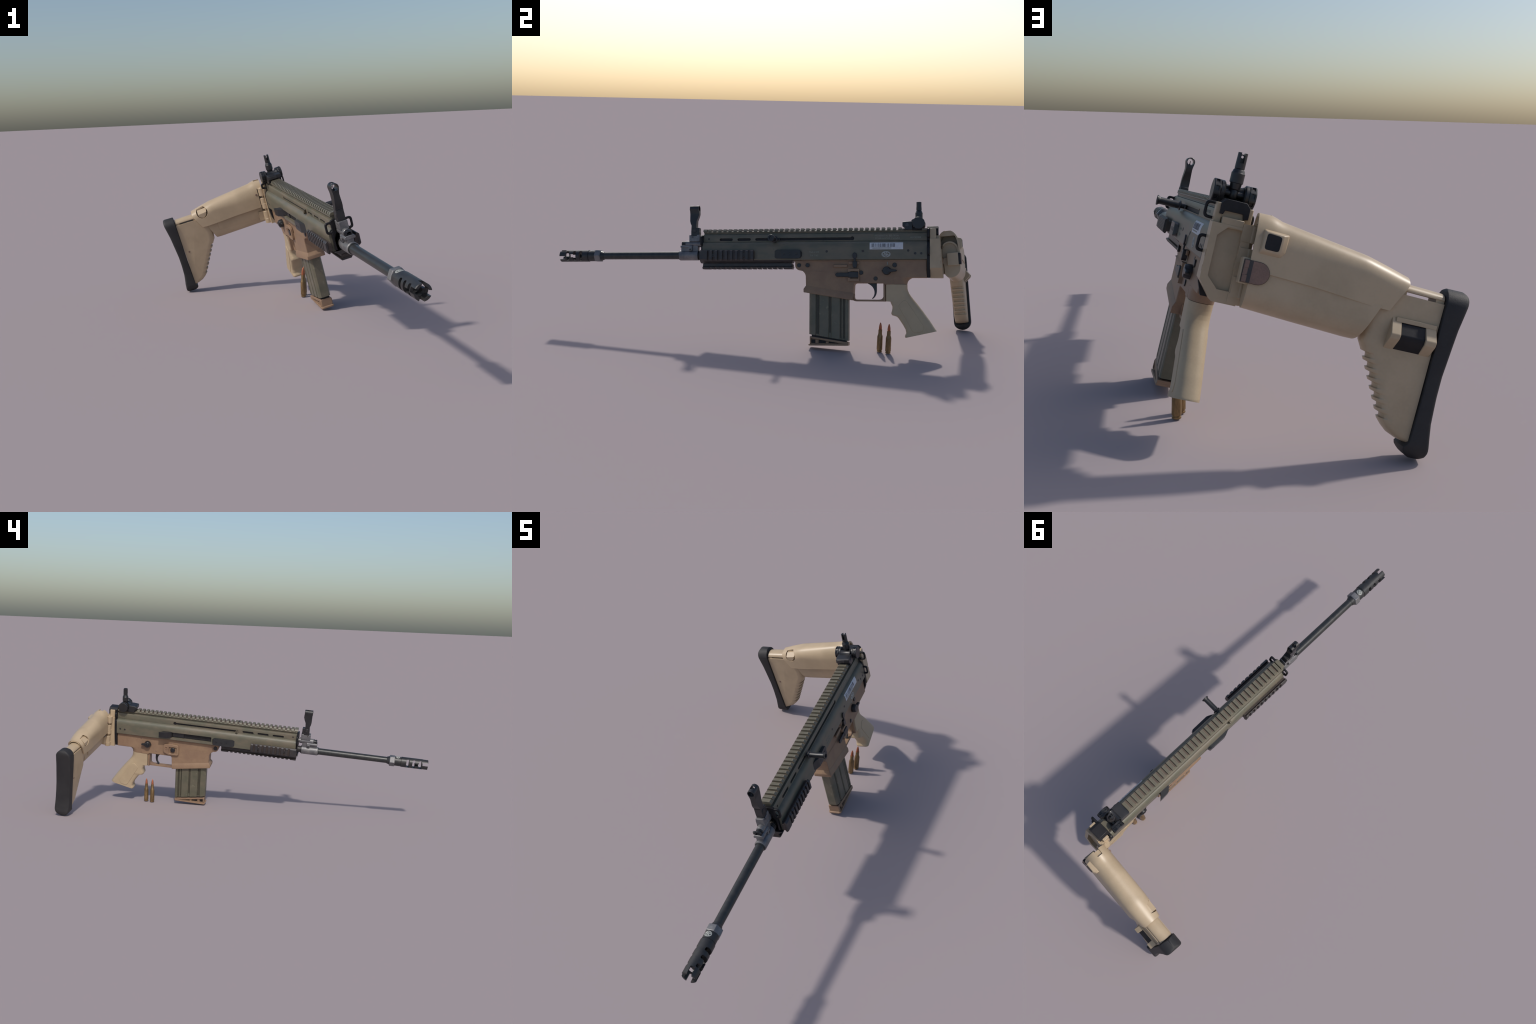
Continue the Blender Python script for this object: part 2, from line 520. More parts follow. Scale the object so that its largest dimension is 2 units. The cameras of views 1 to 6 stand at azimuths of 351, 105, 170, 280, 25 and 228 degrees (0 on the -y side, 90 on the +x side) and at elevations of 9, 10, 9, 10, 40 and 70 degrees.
# ejection port (right) and deflector bed
cutters.append(prism(rounded([(-1.242, -0.0105), (-1.53, -0.0105), (-1.53, 0.0215), (-1.242, 0.0215)], 0.003), -0.06, -0.030))
for (s, u) in ((-0.7815, 0.0755), (-1.3508, 0.0121), (-1.5171, 0.0134), (-1.7207, 0.014)):
    cutters.append(cyl('y', 0.0262 if u > 0.06 else 0.0435, 0.06, 0.0050, (s, 0, u), 16))
cutters.append(cyl('y', -0.0262, -0.06, 0.0050, (-0.776, 0, 0.0775), 16))
rc = cut(rc, cutters)
receiver = add("upper_receiver", rc, OLIVE, bevel=0.0012, ang=32)
add("rail_floor", box(-0.7520, -1.7000, -0.0192, 0.0192, 0.1100, 0.1130), FLOOR, IDENT, receiver)
# dark slab behind the windows; dark block in the port
add("window_dark_slab", box(-1.478, -0.82, -0.0225, 0.0225, 0.060, 0.084), DARKHOLE, IDENT, receiver)
add("bolt", box(-1.54, -1.235, -0.0335, -0.020, -0.014, 0.0245), DARKHOLE, IDENT, receiver)
add("port_bolt_face", box(-1.47, -1.405, -0.0375, -0.02, -0.0085, 0.0195), BLACKM, IDENT, receiver, bevel=0.001)
add("slot_lip", box(-1.452, -1.125, 0.0282, 0.0296, 0.0625, 0.0646), OLIVE, IDENT, receiver)
for (s, u, sd) in ((-1.7512, 0.0012, 1), (-1.7783, 0.0011, 1), (-1.3508, 0.0121, 1), (-1.5171, 0.0134, 1), (-1.7207, 0.014, 1),
                   (-1.7827, 0.004, -1), (-1.7555, 0.003, -1)):
    add("receiver_screw", lathe([(sd * 0.0450, 0.0058), (sd * 0.0464, 0.0052), (sd * 0.0466, 0.0030), (sd * 0.0458, 0.0026)],
                                'y', (s, 0, u), 18), RAILBLK, IDENT, receiver)
for (s, u, sd) in ((-0.7815, 0.0755, 1), (-0.776, 0.0775, -1)):
    add("receiver_screw", cyl('y', sd * 0.0255, sd * 0.0272, 0.0045, (s, 0, u), 16, 0.0005), RAILBLK, IDENT, receiver)

# ---- top rail teeth: each is an object sharing one mesh
TW = [(-0.0243, 0.1105), (0.0243, 0.1105), (0.0243, 0.1150), (0.0188, 0.1222), (-0.0188, 0.1222), (-0.0243, 0.1150)]
tooth_me = prism(TW, -0.0070, 0.0070, 'yz')
groove = box(-0.0022, 0.0022, -0.0135, 0.0135, 0.1214, 0.13)
tooth_me = cut(tooth_me, [groove])
tooth_me.materials.append(OLIVE)
smooth(tooth_me, 30)
first_me = prism(TW, -0.0095, 0.0095, 'yz')
add("rail_tooth", first_me, OLIVE, Matrix.Translation((-0.7610, 0, 0)), receiver)
k = 0
while True:
    s = -0.7750 - 0.02497 * k - 0.0075
    if s < -1.79:
        break
    if not (-1.785 < s < -1.70):
        o = bpy.data.objects.new("rail_tooth", tooth_me)
        scene.collection.objects.link(o)
        o.parent = receiver
        o.matrix_local = Matrix.Translation((s, 0, 0))
    k += 1

# ---- front plate with two sling loops
fp = [(0.030, 0.046), (0.036, 0.042), (0.036, -0.02), (0.0, -0.026), (-0.036, -0.02), (-0.036, 0.042), (-0.030, 0.046), (-0.030, 0.0925),
      (-0.0185, 0.097), (0.0185, 0.097), (0.030, 0.0925)]
plate = prism(fp, -0.7445, -0.7560, 'yz')
plate = cut(plate, [prism(rounded([(-0.026, -0.05), (0.026, -0.05), (0.0285, 0.02), (0.02, 0.045), (-0.02, 0.045), (-0.0285, 0.02)], 0.008), -0.73, -0.77, 'yz'),
                    cyl('x', -0.73, -0.77, 0.0175, (0, 0, 0.0545), 24)])
front_plate = add("front_plate", plate, BLACK, bevel=0.001)


def loop_mesh(y0, y1, z0, z1, t, th, s0, s1):
    sg = 1 if y1 > y0 else -1
    a = rounded([(y0, z0), (y1, z0), (y1, z1), (y0, z1)], [0.003, 0.013, 0.013, 0.003], 6)
    b = rounded([(y0 + sg * t * 0.6, z0 + t), (y1 - sg * t, z0 + t), (y1 - sg * t, z1 - t), (y0 + sg * t * 0.6, z1 - t)], 0.0075, 6)
    return cut(prism(a, s0, s1, 'yz'), [prism(b, s0 - 0.02, s1 + 0.02, 'yz')])


for sd in (1, -1):
    add("sling_loop", loop_mesh(sd * 0.026, sd * 0.0545, 0.044, 0.0905, 0.0082, 0, -0.7540, -0.7450), BLACK, IDENT, front_plate, bevel=0.0022)

# ---- accessory rails (side and bottom)
def rail(name, length, tooth_list, thick_end, pose):
    """Rail in local frame: x along, y outward from 0, z across +-0.025."""
    base = prism([(-0.0, -0.016), (-0.0, 0.016), (0.0095, 0.0165), (0.0125, 0.0245), (0.0145, 0.0245), (0.0165, 0.0215), (0.0165, -0.0215),
                  (0.0145, -0.0245), (0.0125, -0.0245), (0.0095, -0.0165)], 0, -length, 'yz')
    r = add(name, base, RAILBASE, pose, bevel=0.0008)
    tp = [(0.0125, -0.0247), (0.0125, 0.0247), (0.0165, 0.0247), (0.0232, 0.0185), (0.0232, -0.0185), (0.0165, -0.0247)]
    for i, (a, b) in enumerate(tooth_list):
        add("rail_tooth", prism(tp, -a, -b, 'yz'), RAILBLK, IDENT, r, bevel=0.0008)
    return r


teeth_side = [(0.0, 0.0365)] + [(0.0475 + 0.02497 * i, 0.0475 + 0.02497 * i + 0.0135) for i in range(9)]
S_L = rail("side_rail", 0.262, teeth_side, 0.0, GUN @ Matrix.Translation((-0.7475, 0.0452, -0.0042)))
S_R = rail("side_rail", 0.262, teeth_side, 0.0, GUN @ Matrix.Translation((-0.7475, -0.0452, -0.0042)) @ Matrix.Rotation(PI, 4, 'X'))
for R_ in (S_L, S_R):
    for x in (-0.066, -0.216):
        add("rail_screw", cyl('y', 0.0166, 0.0205, 0.0085, (x, 0, 0), 20, 0.001), RAILBLK, IDENT, R_)
        add("screw_socket", cyl('y', 0.0204, 0.0208, 0.0038, (x, 0, 0), 6), DARKHOLE, IDENT, R_)
# bottom rail with tapered saddle
saddle = loft([[(-0.7405, y, z) for y, z in ((0.044, -0.0262), (-0.044, -0.0262), (-0.022, -0.0395), (0.022, -0.0395))],
               [(-1.1855, y, z) for y, z in ((0.044, -0.0262), (-0.044, -0.0262), (-0.022, -0.0395), (0.022, -0.0395))]])
bottom_teeth = [(0.0, 0.0335)] + [(0.0445 + 0.02497 * i, 0.0445 + 0.02497 * i + 0.0138) for i in range(14)] + [(0.3945, 0.436)]
Bm = GUN @ Matrix.Translation((-0.7490, 0, -0.0445)) @ Matrix.Rotation(-PI / 2, 4, 'X')
S_B = rail("bottom_rail", 0.4375, bottom_teeth, 0, Bm)
add("rail_saddle", saddle, RAILBLK, GUN, bevel=0.0012)
add("rail_side_strip", box(-0.7505, -1.1795, -0.0175, 0.0175, -0.0555, -0.040), RAILBLK, GUN)

# ---- side pads on the receiver flanks
def pad_mesh(sd):
    plan = rounded([(-1.1005, 0.043), (-1.1400, 0.0600), (-1.2285, 0.0590), (-1.2370, 0.043)], [0, 0.004, 0.003, 0])
    a = prism([(x, sd * y) for x, y in plan], -0.04, 0.04, 'xy')
    b = prism(capsule(-1.2375, -1.1000, -0.0200, 0.0210), sd * 0.03, sd * 0.08)
    return cut(a, [b], 'INTERSECT')


for sd in (1, -1):
    p = add("side_pad", pad_mesh(sd), PADBLK, bevel=0.0016, seg=2, ang=30)
    for x in (-1.1535, -1.181, -1.211):
        add("pad_stud", lathe([(sd * 0.0590, 0.0062), (sd * 0.0602, 0.0055), (sd * 0.0602, 0.002), (sd * 0.0597, 0.001)], 'y', (x, 0, 0.0), 20),
            BLACKM, IDENT, p)

# ---- charging handle (left)
ch = lathe([(0.022, 0.0075), (0.041, 0.0075), (0.0412, 0.0150), (0.0422, 0.0162), (0.0442, 0.0162), (0.0452, 0.0150), (0.047, 0.0112),
            (0.1065, 0.0112), (0.1095, 0.0120), (0.1125, 0.0150), (0.1150, 0.0158), (0.1168, 0.0150), (0.1168, 0.0085), (0.1120, 0.0080)],
           'y', (-1.1030, 0, 0.0715), 40)
chh = add("charging_handle", ch, BLACKM, ang=40)
add("handle_guide", box(-1.128, -1.092, 0.0235, 0.0305, 0.0645, 0.0785), BLACKM, IDENT, chh, bevel=0.002)

# ---- case deflector / bolt handle on the right
df = prism(rounded([(-1.470, -0.034), (-1.478, -0.050), (-1.497, -0.0690), (-1.5465, -0.0715), (-1.5290, -0.0555), (-1.518, -0.034)],
                   [0, 0.004, 0.006, 0.002, 0.003, 0]), -0.0085, 0.0240, 'xy')
add("case_deflector", df, BLACKM, bevel=0.003, seg=3)

# =================================================================== REAR PLATE, CAP, HINGE BLOCK
rp = [(0.046, -0.028), (0.046, 0.034), (0.0415, 0.0515), (0.031, 0.062), (0.031, 0.094), (0.027, 0.1125), (-0.027, 0.1125), (-0.031, 0.094),
      (-0.031, 0.062), (-0.0415, 0.0515), (-0.046, 0.034), (-0.046, -0.028), (-0.0405, -0.075), (-0.028, -0.1068), (0.028, -0.1068), (0.0405, -0.075)]
rear_plate = add("rear_plate", prism(rp, -1.8030, -1.8172, 'yz'), BLACK, bevel=0.001)
add("sling_loop", loop_mesh(0.030, 0.0655, 0.0705, 0.1125, 0.0068, 0, -1.8055, -1.8150), BLACK, IDENT, rear_plate, bevel=0.0022)
add("sling_loop", loop_mesh(0.040, 0.0645, -0.0085, 0.0335, 0.0068, 0, -1.8055, -1.8150), BLACK, IDENT, rear_plate, bevel=0.0022)
add("sling_loop", loop_mesh(-0.028, -0.0545, 0.0715, 0.1020, 0.0085, 0, -1.8020, -1.8130), BLACK, IDENT, rear_plate, bevel=0.0022)

# hinge block: slanted rear face, recessed panel
hb_out = [(0.0465, 0.0675), (0.0465, -0.0640), (0.0100, -0.1078), (-0.047, -0.1078), (-0.047, 0.0675)]
def rear_s(u):
    return -1.8652 + (u - 0.0) * 0.075
bm_r = [[(-1.8165, y, z) for y, z in hb_out], [(rear_s(z), y, z) for y, z in hb_out]]
hb = loft(bm_r)
panel = [(0.030, 0.040), (0.008, 0.063), (-0.0255, 0.063), (-0.0255, -0.079), (0.0035, -0.079), (0.030, -0.053)]
pan = loft([[(rear_s(z) + 0.014, y, z) for y, z in panel], [(rear_s(z) - 0.03, y, z) for y, z in panel]])
hb = cut(hb, [pan, box(-1.8660, -1.8615, 0.045, 0.06, -0.0125, 0.003), box(-1.8660, -1.8615, 0.045, 0.06, -0.047, -0.032)])
hinge = add("hinge_block", hb, TAN, bevel=0.0018, ang=32)
add("hinge_step", box(-1.8165, -1.8590, -0.0250, 0.0262, 0.060, 0.0830), TAN, IDENT, hinge, bevel=0.0015)
for y0, y1 in ((0.0275, 0.0435), (-0.0425, -0.0275)):
    add("hinge_ear", box(-1.8168, -1.8436, y0, y1, 0.060, 0.1125), TAN, IDENT, hinge, bevel=0.0015)
add("hinge_saddle", box(-1.8168, -1.8425, -0.029, 0.029, 0.08, 0.1000), TAN, IDENT, hinge)
# black top cap with rear flap
cap_sec = [(0.0345, 0.1000), (0.0345, 0.1130), (0.0240, 0.1240), (-0.0225, 0.1240), (-0.0325, 0.1130), (-0.0325, 0.1000), (-0.0275, 0.1000),
           (-0.0275, 0.1128), (0.0285, 0.1128), (0.0285, 0.1000)]
cap = add("top_cap", prism(cap_sec, -1.8040, -1.8520, 'yz'), BLACK, bevel=0.0012)
flap = [(0.0345, 0.0875), (0.0345, 0.1130), (0.0240, 0.1238), (-0.0225, 0.1238), (-0.0325, 0.1130), (-0.0325, 0.0870), (-0.0220, 0.0845),
        (-0.0190, 0.0970), (0.0235, 0.0965), (0.0265, 0.0875)]
add("cap_flap", prism(flap, -1.8437, -1.8532, 'yz'), BLACK, IDENT, cap, bevel=0.0012)

# hinge knuckles along the folding axis (tilted like the rear face)
HX, HY = -1.8500, -0.0515
AX = Matrix.Translation((HX, HY, 0)) @ Matrix.Rotation(math.radians(4.3), 4, 'Y')
knuckles = [(0.0775, 0.0372, 0.0172), (-0.0035, -0.0305, 0.0155), (-0.0815, -0.1065, 0.0165)]
for a, b, r in knuckles:
    kn = join(cyl('z', b, a, r, (0, 0, 0), 28, 0.001), box(-0.0165, 0.0165, -0.001, 0.027, b + 0.0005, a - 0.0005))
    add("hinge_knuckle", kn, TAN, AX, hinge, bevel=0.0)
add("hinge_pin", cyl('z', -0.1075, 0.080, 0.0062, (0, 0, 0), 20, 0.001), TAN, AX, hinge)

# =================================================================== LOWER RECEIVER
LW = 0.0336
main_pts = [(-1.1905, -0.0270), (-1.2000, -0.0340), (-1.2000, -0.0600), (-1.2145, -0.0738), (-1.2340, -0.0743), (-1.2510, -0.0920),
            (-1.2525, -0.1500), (-1.4720, -0.1850), (-1.4745, -0.1328), (-1.6080, -0.1328), (-1.6170, -0.1395), (-1.6600, -0.1382), (-1.6600, -0.1074),
            (-1.8025, -0.1074), (-1.8025, -0.0270)]
main_r = [0, 0, 0.016, 0.008, 0.010, 0.016, 0, 0, 0.012, 0.004, 0.002, 0, 0, 0, 0]
low = prism(rounded(main_pts, main_r, 5), -LW, LW)
# narrow the front lug, soften the rear
for v in low.vertices:
    if v.co.x > -1.2335:
        v.co.y *= 0.86
lower = add("lower_receiver", low, BROWN, bevel=0.0030, seg=3, ang=32)


def d_ring(front, rear, h, u, rr=0.036, rf=0.004, n=10):
    """Plan section with a round back and a lightly rounded front."""
    out = [(front - rf + rf * math.sin(PI / 2 - PI / 2 * k / 4), h - rf + rf * math.cos(PI / 2 - PI / 2 * k / 4), u) for k in range(5)]
    for k in range(2 * n + 1):
        a = PI / 2 + PI * k / (2 * n)
        ca, sa = math.cos(a), math.sin(a)
        out.append((rear + rr + rr * math.copysign(abs(ca) ** 0.9, ca), h * math.copysign(abs(sa) ** 0.8, sa), u))
    out += [(front - rf + rf * math.sin(PI / 2 * k / 4), -(h - rf + rf * math.cos(PI / 2 * k / 4)), u) for k in range(5)]
    return out


neck_tab = [(-0.0990, -1.7560), (-0.1074, -1.7400), (-0.1110, -1.7310), (-0.1160, -1.7240), (-0.1220, -1.7185), (-0.1290, -1.7155), (-0.1370, -1.7142)]
add("grip_mount", loft([d_ring(-1.6195, r, 0.0335 - 0.03 * max(0, -0.107 - u), u, 0.040) for u, r in neck_tab]), BROWN, IDENT, lower, ang=40)
# flared magazine mouth: three rings along the slanted bottom
def flare_ring(z0, z1, h, s0, s1):
    return [(s0, -h, z0), (s1, -h, z1), (s1, h, z1), (s0, h, z0)]
fr = loft([flare_ring(-0.1440, -0.1780, 0.0336, -1.2530, -1.4722), flare_ring(-0.1600, -0.1935, 0.0402, -1.2425, -1.4720),
           flare_ring(-0.1755, -0.2112, 0.0402, -1.2428, -1.4690)])
add("magazine_well_lip", fr, BROWN, IDENT, lower, bevel=0.0016)
# trigger guard
gd = rounded([(-1.4690, -0.19), (-1.4690, -0.2108), (-1.4800, -0.2155), (-1.6178, -0.2155), (-1.6178, -0.1330), (-1.6072, -0.1330),
              (-1.6082, -0.2072), (-1.4752, -0.2072), (-1.4752, -0.18)],
             [0, 0.003, 0.008, 0.001, 0, 0, 0.022, 0.020, 0], 6)
add("trigger_guard", prism(gd, -0.0150, 0.0150), BROWN, IDENT, lower, bevel=0.0015)
add("guard_post", box(-1.6080, -1.6178, -0.0275, 0.0275, -0.2155, -0.1330), BROWN, IDENT, lower, bevel=0.002)
# trigger
tg = rounded([(-1.5330, -0.1290), (-1.5760, -0.1290), (-1.5763, -0.1690), (-1.5735, -0.1840), (-1.5660, -0.1975), (-1.5560, -0.2045), (-1.5545, -0.2018),
              (-1.5620, -0.1935), (-1.5665, -0.1800), (-1.5655, -0.1660), (-1.5590, -0.1510), (-1.5470, -0.1400), (-1.5360, -0.1345)], 0.006, 4)
add("trigger", prism(tg, -0.0075, 0.0075), BLACKM, bevel=0.0016)
# seam lip and small raised blocks
add("seam_lip", box(-1.233, -1.8020, -0.0346, 0.0346, -0.0330, -0.0272), BROWN, IDENT, lower, bevel=0.0008)
add("finger_ridge", box(-1.3810, -1.4450, 0.033, 0.0415, -0.0605, -0.0486), BROWN, IDENT, lower, bevel=0.002)
add("catch_mount", box(-1.4510, -1.4985, 0.033, 0.0405, -0.0475, -0.0335), BROWN, IDENT, lower, bevel=0.0015)
fr1 = cut(box(-1.4490, -1.4998, 0.033, 0.0440, -0.1245, -0.0680), [box(-1.46, -1.495, 0.0362, 0.06, -0.1130, -0.0790), box(-1.44, -1.47, 0.0352, 0.06, -0.1080, -0.0830)])
add("catch_guard", fr1, BROWN, IDENT, lower, bevel=0.0018)
add("selector_mark", box(-1.6245, -1.6290, 0.0325, 0.0342, -0.0500, -0.0360), FAINT, IDENT, lower)
# pins, left and right
for (s, u, r, sd, mt) in ((-1.2191, -0.0506, 0.0095, 1, BLACKM), (-1.2599, -0.0507, 0.0095, 1, BLACKM), (-1.5738, -0.1118, 0.0092, 1, BLACKM),
                          (-1.6596, -0.0504, 0.0102, 1, BLACKM), (-1.5078, -0.0850, 0.0095, 1, BLACKM),
                          (-1.2175, -0.0505, 0.0115, -1, BLACKM), (-1.6596, -0.0430, 0.0042, -1, DBROWN), (-1.5692, -0.1125, 0.0042, -1, DBROWN),
                          (-1.4760, -0.0545, 0.0042, -1, DBROWN)):
    y = 0.86 * LW if s > -1.2335 else LW
    add("pin", cyl('y', sd * (y - 0.004), sd * (y + (0.0035 if r > 0.006 else 0.0006)), r, (s, 0, u), 24, 0.001), mt, IDENT, lower)
# bolt catch lever (left): paddle, stem, body
pad = prism([(-1.4800 + 0.0105 * math.cos(2 * PI * k / 24), -0.0085 + 0.0145 * math.sin(2 * PI * k / 24)) for k in range(24)], 0.0478, 0.0525)
stem = prism([(-1.4765, -0.018), (-1.4840, -0.018), (-1.4850, -0.036), (-1.4755, -0.036)], 0.0455, 0.0500)
body = prism(rounded([(-1.4700, -0.034), (-1.4905, -0.034), (-1.4905, -0.055), (-1.4870, -0.0635), (-1.4735, -0.0635), (-1.4700, -0.055)], 0.003), 0.0345, 0.0490)
cl = add("bolt_catch", body, BLACKM, bevel=0.0015)
add("catch_paddle", pad, BLACKM, IDENT, cl, bevel=0.0015)
add("catch_stem", stem, BLACKM, IDENT, cl, bevel=0.001)
# magazine catch lever (left)
mc = add("magazine_catch", prism(capsule(-1.465, -1.3905, -0.1045, -0.0860), 0.0400, 0.0470), BLACKM, bevel=0.002)
add("catch_block", box(-1.4505, -1.4965, 0.0375, 0.0485, -0.1085, -0.0815), BLACKM, IDENT, mc, bevel=0.0025)
# selectors
for sd in (1, -1):
    s0, u0 = (-1.6240, -0.0765) if sd > 0 else (-1.6190, -0.0735)
    sel = lathe([(sd * 0.0335, 0.0195), (sd * 0.0440, 0.0190), (sd * 0.0515, 0.0172), (sd * 0.0530, 0.0155)], 'y', (s0, 0, u0), 32)
    so = add("selector", sel, BLACKM)
    ln = 0.047 if sd > 0 else 0.036
    lv = [(s0 + 0.0, u0 - 0.0095), (s0 - ln + 0.003, u0 - 0.0035), (s0 - ln, u0), (s0 - ln + 0.003, u0 + 0.0035), (s0 + 0.0, u0 + 0.0095)]
    add("selector_lever", prism(lv, sd * 0.0405, sd * 0.0540), BLACKM, IDENT, so, bevel=0.002)
    add("selector_pointer", prism([(s0 + 0.017, u0 - 0.006), (s0 + 0.0232, u0), (s0 + 0.017, u0 + 0.006)], sd * 0.036, sd * 0.0440), BLACKM, IDENT, so, bevel=0.001)
    if sd < 0:
        add("selector_boss", cyl('y', sd * 0.0525, sd * 0.0555, 0.0095, (s0, 0, u0), 24, 0.001), BLACKM, IDENT, so)
# magazine release on the right: rounded guard with button
rg_out = rounded([(-1.4310, -0.0600), (-1.4730, -0.0550), (-1.4930, -0.0575), (-1.5215, -0.0590), (-1.5230, -0.1090), (-1.4900, -0.1230), (-1.4310, -0.1210)],
                 [0.014, 0.004, 0.006, 0.010, 0.012, 0.008, 0.014], 5)
rg = cut(prism(rg_out, -0.033, -0.0440), [prism(rounded([(-1.4440, -0.0720), (-1.4900, -0.0720), (-1.4900, -0.1130), (-1.4440, -0.1130)], 0.006), -0.0370, -0.06),
                                           cyl('y', -0.039, -0.06, 0.0062, (-1.5055, 0, -0.0800), 20)])
rgo = add("release_guard", rg, BROWN, bevel=0.002, seg=3)
add("release_button", cyl('y', -0.034, -0.0455, 0.0135, (-1.4672, 0, -0.0905), 28, 0.0015), BLACKM, IDENT, rgo)
add("release_screw", lathe([(-0.042, 0.0100), (-0.0455, 0.0095), (-0.0455, 0.0060), (-0.0415, 0.0055)], 'y', (-1.5055, 0, -0.0800), 24), BROWN, IDENT, rgo)

# =================================================================== PISTOL GRIP
def grip_half(u):
    return lerp_table([(-0.385, 0.0312), (-0.30, 0.0308), (-0.24, 0.0302), (-0.20, 0.0300), (-0.13, 0.0325)], u)


FRONT = [(-0.398, -1.7210), (-0.3830, -1.7125), (-0.3760, -1.7050), (-0.3700, -1.7035), (-0.3640, -1.7060), (-0.3574, -1.7098), (-0.3414, -1.7072), (-0.3220, -1.6965),
         (-0.3007, -1.6823), (-0.2890, -1.6740), (-0.2835, -1.6680), (-0.2800, -1.6560), (-0.2775, -1.6475), (-0.2713, -1.6428), (-0.2640, -1.6435), (-0.2560, -1.6460),
         (-0.2460, -1.6480), (-0.2370, -1.6475), (-0.2260, -1.6425), (-0.2160, -1.6385), (-0.2150, -1.6215), (-0.2130, -1.6200), (-0.1380, -1.6200)]
BACK = [(-0.398, -1.8750), (-0.3508, -1.8450), (-0.3445, -1.8432), (-0.2990, -1.8130), (-0.2584, -1.7840), (-0.2220, -1.7560), (-0.1927, -1.7323), (-0.1780, -1.7225),
        (-0.1660, -1.7170), (-0.1560, -1.7148), (-0.1380, -1.7142)]
levels = sorted(set([u for u, _ in FRONT] + [u for u, _ in BACK] + [-0.393 + 0.012 * k for k in range(21)]), reverse=True)
rings = []
for u in levels:
    h = grip_half(u)
    # the front narrows below the trigger guard
    rf = 0.004 if u > -0.2155 else 0.014
    rings.append(d_ring(lerp_table(FRONT, u), lerp_table(BACK, u), h, u, 0.036, rf))
sole = prism([(-1.60, -0.4025), (-1.90, -0.3345), (-1.90, -0.45), (-1.60, -0.45)], -0.1, 0.1)
grip = add("pistol_grip", cut(loft(rings), [sole]), GRIP, bevel=0.0015, ang=40, limit=50)
pn = rounded([(-1.6745, -0.2330), (-1.7010, -0.2080), (-1.7125, -0.2130), (-1.7875, -0.3240), (-1.7840, -0.3480), (-1.7560, -0.3560), (-1.7400, -0.3510)],
             [0.012, 0.006, 0.01, 0.008, 0.01, 0.012, 0.012], 5)
for sd in (1, -1):
    pm = prism(pn, sd * 0.0250, sd * 0.0345)
    for v in pm.vertices:
        if abs(v.co.y) > 0.03:
            v.co.y = sd * (grip_half(v.co.z) + 0.0018)
    add("grip_panel", pm, GRIP, IDENT, grip, bevel=0.0012, seg=2)

# =================================================================== MAGAZINE
def mag_bottom(s, a=-0.3680, b=-0.3965):
    return a + (b - a) * (s + 1.2668) / (-1.4495 + 1.2668)
HW = 0.0270
mag_half = [(-1.2670, 0.0175), (-1.2735, 0.0232), (-1.2790, 0.0258), (-1.2975, HW), (-1.3000, HW - 0.0042), (-1.3130, HW - 0.0042), (-1.3155, HW),
            (-1.3575, HW), (-1.3600, HW - 0.0036), (-1.3690, HW - 0.0036), (-1.3715, HW), (-1.4095, HW), (-1.4115, HW - 0.0036), (-1.4165, HW - 0.0036),
            (-1.4185, HW - 0.0008), (-1.4230, HW - 0.0008), (-1.4250, HW - 0.0042), (-1.4330, HW - 0.0042), (-1.4350, HW - 0.0004), (-1.4455, 0.0250), (-1.4495, 0.0215)]
mag_sec = mag_half + [(s, -y) for s, y in reversed(mag_half)]
mag = add("magazine", loft([[(s, y, -0.16) for s, y in mag_sec], [(s, y, mag_bottom(s)) for s, y in mag_sec]]), OLIVEMAG, bevel=0.0006, ang=28)
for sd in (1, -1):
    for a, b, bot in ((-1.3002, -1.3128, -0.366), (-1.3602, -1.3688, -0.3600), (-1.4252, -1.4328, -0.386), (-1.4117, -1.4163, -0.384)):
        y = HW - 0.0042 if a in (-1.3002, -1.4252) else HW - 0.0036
        add("groove_shadow_strip", box(a, b, sd * (y - 0.002), sd * (y + 0.0006), bot, -0.175), GROOVE_SHADE, IDENT, mag)
# floor plate
tb = lambda s: mag_bottom(s, -0.3768, -0.4035)
fpz = rounded([(-1.2700, -0.3775), (-1.2705, -0.4115), (-1.2645, -0.4145), (-1.2645, -0.4203), (-1.4400, -0.4185), (-1.4485, -0.4160), (-1.4488, -0.4025)], [0, 0, 0.002, 0.004, 0.004, 0.003, 0])
flo = prism(fpz, -0.0288, 0.0288)
win = [(-1.2765, -0.3858), (-1.2765, -0.4080), (-1.4130, -0.4085)]
flo = cut(flo, [prism(win, 0.0190, 0.05), prism(win, -0.05, -0.0190)])
for v in flo.vertices:
    if v.co.x > -1.272:
        v.co.y *= 0.82
add("floor_shadow", box(-1.278, -1.408, -0.0196, 0.0196, -0.4095, -0.392), DARKHOLE, IDENT, mag)  # near-black box making the floor plate windows look shadowed
floor = add("magazine_floor", flo, BROWN, IDENT, mag, bevel=0.0014)
rim = rounded([(-1.2640, 0.0235), (-1.2700, 0.0300), (-1.4470, 0.0300), (-1.4490, 0.0240), (-1.4490, -0.0240), (-1.4470, -0.0300), (-1.2700, -0.0300), (-1.2640, -0.0235)], 0.004)
rm = prism(rim, -0.4203, -0.4128, 'xy')
for v in rm.vertices:
    v.co.z += 0.0022 * max(0, (-1.2645 - v.co.x) / 0.185)
add("floor_rim", rm, BROWN, IDENT, mag, bevel=0.0022, seg=3)
for sd in (1, -1):
    for s, w in ((-1.3040, 0.0092), (-1.3520, 0.0078)):
        h0 = mag_bottom(s, -0.3855, -0.416)
        add("floor_post", cyl('z', -0.4100, h0, w, (s, sd * 0.0175, 0), 20), BROWN, IDENT, mag)
